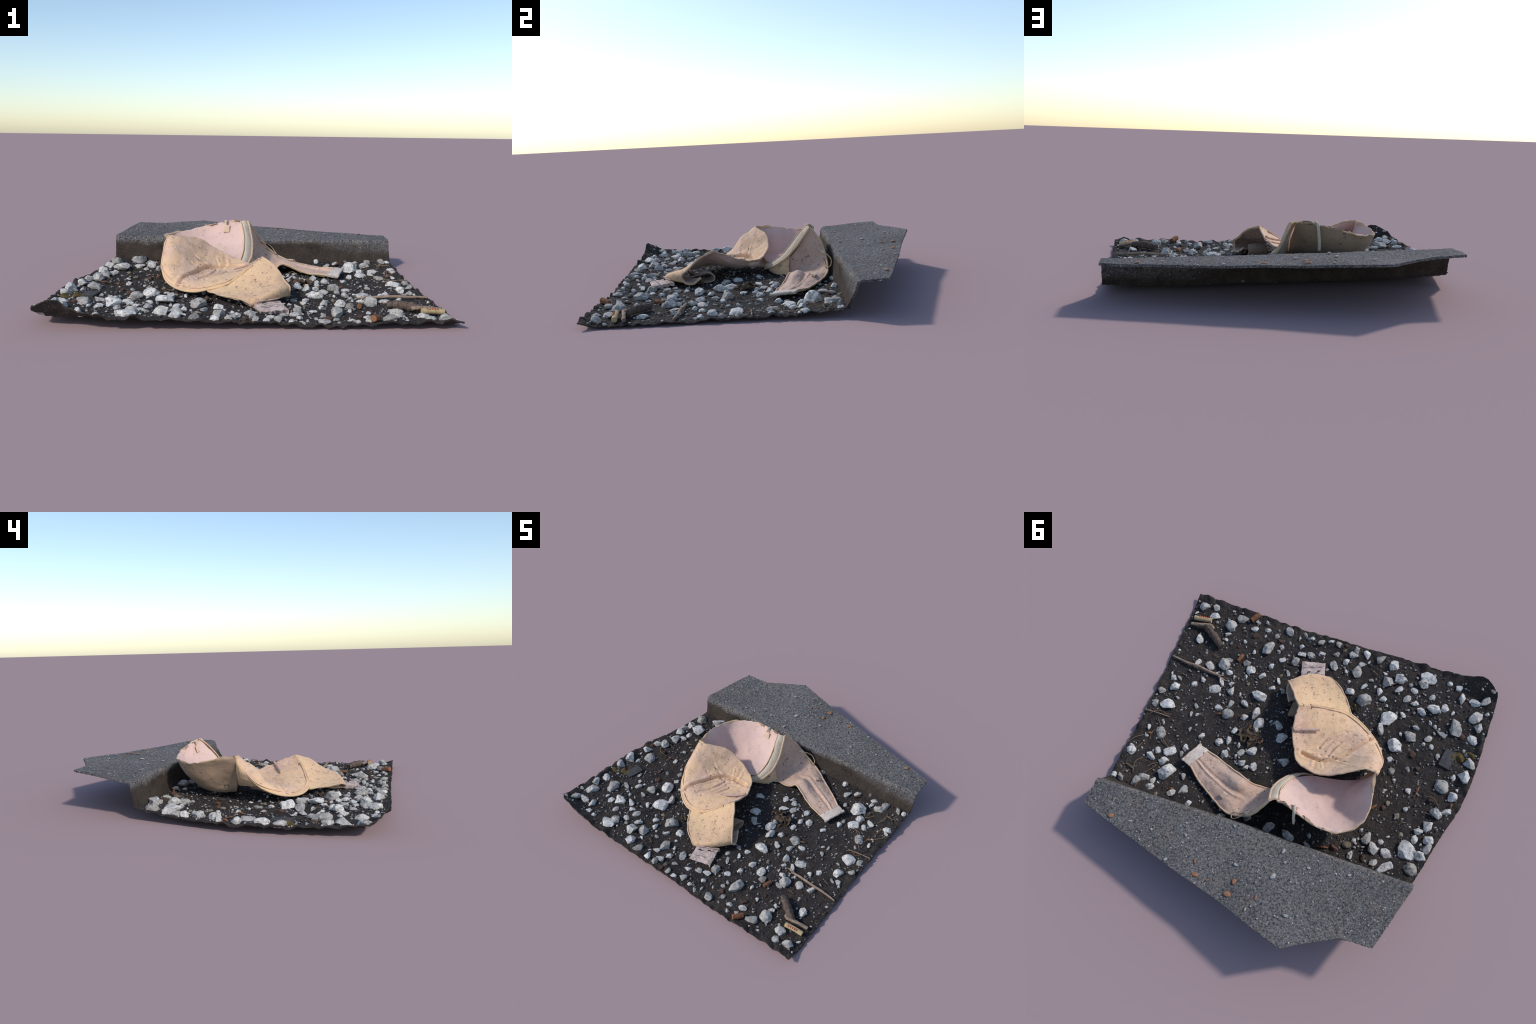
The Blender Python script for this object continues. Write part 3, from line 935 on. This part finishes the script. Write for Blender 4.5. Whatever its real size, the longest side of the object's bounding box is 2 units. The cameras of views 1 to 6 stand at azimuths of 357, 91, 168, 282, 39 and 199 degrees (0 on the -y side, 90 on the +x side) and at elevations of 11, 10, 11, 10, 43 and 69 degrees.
# --- dented cup, outside up ------------------------------------------------
CUP_B = list(zip(
    [(-.439, -.091, .293), (-.440, -.093, .291), (-.441, -.095, .289), (-.443, -.097, .285), (-.446, -.100, .278)],
    [(-.372, -.084, .294), (-.395, -.118, .277), (-.425, -.142, .255), (-.452, -.150, .220), (-.460, -.160, .190)],
    [(-.259, -.022, .270), (-.330, -.115, .246), (-.397, -.190, .230), (-.448, -.222, .172), (-.460, -.232, .125)],
    [(-.188, .000, .227), (-.225, -.095, .172), (-.300, -.212, .142), (-.387, -.280, .134), (-.429, -.316, .084)],
    [(-.097, -.012, .176), (-.145, -.105, .126), (-.230, -.225, .104), (-.312, -.335, .102), (-.365, -.390, .060)],
    [(-.001, -.058, .141), (-.070, -.135, .113), (-.155, -.255, .106), (-.235, -.378, .088), (-.284, -.446, .056)],
    [(.047, -.140, .142), (-.015, -.190, .120), (-.090, -.290, .120), (-.150, -.400, .106), (-.194, -.477, .076)],
    [(.080, -.214, .166), (.030, -.250, .140), (-.030, -.320, .132), (-.070, -.395, .120), (-.092, -.463, .104)],
    [(.092, -.290, .200), (.068, -.312, .183), (.042, -.345, .172), (.020, -.385, .168), (.007, -.412, .168)],
    [(.095, -.350, .223), (.090, -.352, .221), (.085, -.355, .219), (.078, -.360, .216), (.070, -.366, .212)]))
PD = loft(CUP_B, 200, 150)
PD = fray(PD, .0055, 24, 12, 3.0)
dD = rumple(PD, .0035, 12, 8.0)
# creases gathered toward the dent, as (start, bend, end, height, width)
CREASES = [((-.335, -.352), (-.278, -.262), (-.205, -.160), .008, .006), ((-.262, -.330), (-.20, -.250), (-.165, -.160), .007, .006),
           ((-.205, -.335), (-.135, -.270), (-.100, -.190), .007, .006), ((-.300, -.310), (-.250, -.235), (-.190, -.160), .005, .006),
           ((-.230, -.345), (-.170, -.275), (-.135, -.180), .004, .006), ((-.290, -.180), (-.235, -.155), (-.180, -.135), .005, .006),
           ((-.270, -.120), (-.215, -.128), (-.160, -.125), .003, .006), ((-.150, -.060), (-.135, -.095), (-.125, -.125), .003, .006),
           ((-.090, -.050), (-.085, -.090), (-.105, -.135), .004, .008), ((-.020, -.110), (-.055, -.135), (-.100, -.150), .004, .007)]
# the sharp valley where the pushed-in wall meets the floor
VALLEY = arc_resample(catmull([(-.36, -.37), (-.30, -.285), (-.235, -.190), (-.180, -.135), (-.120, -.112), (-.060, -.110), (-.01, -.115)], 80), 70)
XYD = PD[..., :2]
for a, m_, b, h, w in CREASES:
    c = arc_resample(catmull([a, m_, b], 60), 40)
    d2 = np.full(PD.shape[:2], 9.0)
    side = np.zeros(PD.shape[:2])
    for k in range(len(c) - 1):
        dv = XYD - c[k]
        dd = (dv ** 2).sum(2)
        near = dd < d2
        t = c[k + 1] - c[k]
        side = np.where(near, dv[..., 0] * t[1] - dv[..., 1] * t[0], side)
        d2 = np.minimum(d2, dd)
    d = np.sqrt(d2)
    dD += h * np.exp(-(d / w) ** 2) - .8 * h * np.exp(-((d - 2.0 * w) / (1.3 * w)) ** 2) * (side > 0)
dv_ = np.sqrt(np.min([((XYD - q) ** 2).sum(2) for q in VALLEY], axis=0))
dD += -.020 * np.exp(-(dv_ / .009) ** 2) + .005 * np.exp(-((dv_ - .022) / .010) ** 2)
fade = np.clip(np.linspace(0, 1, 150) * 12, 0, 1)[:, None] * np.clip((1 - np.linspace(0, 1, 150)) * 12, 0, 1)[:, None]
dD *= .25 + .75 * fade
vb, ub = np.linspace(0, 1, 150)[:, None], np.linspace(0, 1, 200)[None, :]
pad_b = .008 + .040 * np.sin(np.pi * np.clip(vb * 1.25, 0, 1)) * np.clip(np.sin(np.pi * np.clip(ub * 1.15, 0, 1)), 0, 1) ** .8
ob, PD2, ND = shell("cup", PD, np.minimum(pad_b, np.maximum(PD[..., 2] - .036, .007)), [MAT_BEIGE_DENT, MAT_PINK, MAT_BINDING], bra, up=(-.2, -.4, 1), disp=dD)
binding("edge_binding", list(PD2[0][::3] - ND[0][::3] * .004) + [PD2[0][-1]], .0042, MAT_BINDING, .001, 34, 11)
binding("underwire_casing", list(PD2[-1][6:190:10] - ND[-1][6:190:10] * .004), .0070, MAT_BEIGE, .0015, 18, 12)
# a second stitched ridge just inside the wire
binding("seam", list((PD2[-11] + ND[-11] * .0035)[14:186:10]), .0035, MAT_BEIGE_DENT, .001, 20, 13)
# folded strap tab lying on the cup
tube("strap_tab", [(.078, -.215, .178), (.045, -.236, .163), (-.005, -.262, .150), (-.058, -.284, .142)], .009, MAT_BAND_PINK, bra, seg=8, n=24, jitter=.25, flat=.7)

# gore bridging both cups at the top of the fold
GORE = [[(-.439, -.086, .294), (-.438, -.092, .295), (-.440, -.100, .290)],
        [(-.452, -.090, .240), (-.462, -.110, .238), (-.460, -.145, .215)],
        [(-.430, -.090, .170), (-.450, -.130, .170), (-.460, -.190, .155)],
        [(-.380, -.085, .115), (-.415, -.145, .120), (-.452, -.226, .126)]]
PG = loft(GORE, 24, 40)
shell("centre_gore", PG, .008, [MAT_BEIGE, MAT_BEIGE, MAT_BINDING], bra, up=(-1, 0, 0), disp=cloth_noise(PG, .003, 20, 6))
# --- side band folded under at the front ---------------------------------
WING = [
    [(-.198, -.480, .064), (-.092, -.466, .098), (.007, -.414, .164), (.060, -.376, .202), (.098, -.351, .222)],
    [(-.122, -.583, .066), (-.040, -.530, .090), (.050, -.475, .141), (.100, -.436, .179), (.136, -.400, .203)],
    [(-.066, -.638, .068), (.020, -.600, .081), (.100, -.548, .112), (.150, -.495, .146), (.172, -.455, .174)],
    [(-.020, -.664, .064), (.050, -.640, .084), (.115, -.602, .102), (.172, -.548, .122), (.200, -.500, .132)],
    [(.010, -.682, .050), (.068, -.664, .074), (.130, -.630, .094), (.192, -.578, .104), (.228, -.540, .102)],
    [(.022, -.680, .036), (.078, -.664, .052), (.138, -.630, .068), (.200, -.575, .072), (.230, -.540, .070)],
    [(.026, -.660, .028), (.080, -.640, .034), (.138, -.606, .046), (.198, -.550, .046), (.228, -.515, .042)],
    [(.000, -.610, .030), (.060, -.580, .030), (.120, -.540, .036), (.178, -.492, .036), (.205, -.472, .036)],
    [(-.02, -.56, .036), (.05, -.53, .038), (.11, -.49, .046), (.160, -.445, .054), (.182, -.425, .066)],
]
PW = loft(WING, 90, 120)
dW = rumple(PW, .0035, 11, 12.0)
shell("side_band", PW, T, [MAT_BEIGE, MAT_BAND_PINK, MAT_BINDING], bra, up=(0, 0, 1) if False else tuple(grid_normals(PW)[20, 45] * np.sign(grid_normals(PW)[20, 45, 2])), disp=dW)
ww = np.array(WING)
binding("edge_binding", [tuple(p) for p in ww[:, 0]], .0048, MAT_BINDING, .003, 22, 14)
binding("edge_binding", [tuple(p) for p in ww[:, -1]], .0048, MAT_BINDING, .003, 22, 15)
# loose end rolled up under the fold
ROLL = []
for x0, y0, s in ((.03, -.410, .85), (.09, -.395, .95), (.155, -.375, .95)):
    ROLL.append([(x0 - .005, y0 - .055, .060 * s + .03), (x0, y0 - .020, .095 * s), (x0 + .004, y0 + .022, .080 * s), (x0 + .006, y0 + .026, .050 * s),
                 (x0 + .003, y0 - .010, .036), (x0, y0 - .045, .034), (x0 - .004, y0 - .065, .030)])
PR = loft(ROLL, 60, 20)
shell("band_end", PR, .007, [MAT_OUTER, MAT_OUTER, MAT_OUTER], bra, up=(0, 0, 1))

# hook tab peeping out in front
slab("hook_tab", [(.168, -.600, .046), (.038, -.672, .042), (.066, -.775, .030), (.208, -.737, .032)], .022, [MAT_TAB] * 3, bra, nu=40, nv=36, bulge=.006, ripple=.005, seed=4)


def on_pad(u, v, dz=.018):
    a, b, c, d = [np.array(p) for p in ((.168, -.600, .046), (.038, -.672, .042), (.066, -.775, .030), (.208, -.737, .032))]
    p = (a * (1 - u) + b * u) * (1 - v) + (d * (1 - u) + c * u) * v
    return (p[0], p[1], p[2] + dz)


binding("stitch_line", [on_pad(.04, .70), on_pad(.35, .69), on_pad(.65, .71), on_pad(.96, .70)], .003, MAT_TAB, .002, 60, 16, n=30)
binding("stitch_line", [on_pad(.05, .16), on_pad(.4, .17), on_pad(.95, .15)], .003, MAT_TAB, .002, 60, 17, n=30)
for u, v in ((.30, .33), (.72, .36)):
    p = on_pad(u, v, .0175)
    tube("hook", [(p[0] - .008, p[1] - .006, p[2]), (p[0], p[1], p[2] + .003), (p[0] + .007, p[1] + .004, p[2])], .0045, MAT_DARK, bra, seg=6, n=8, jitter=.4)
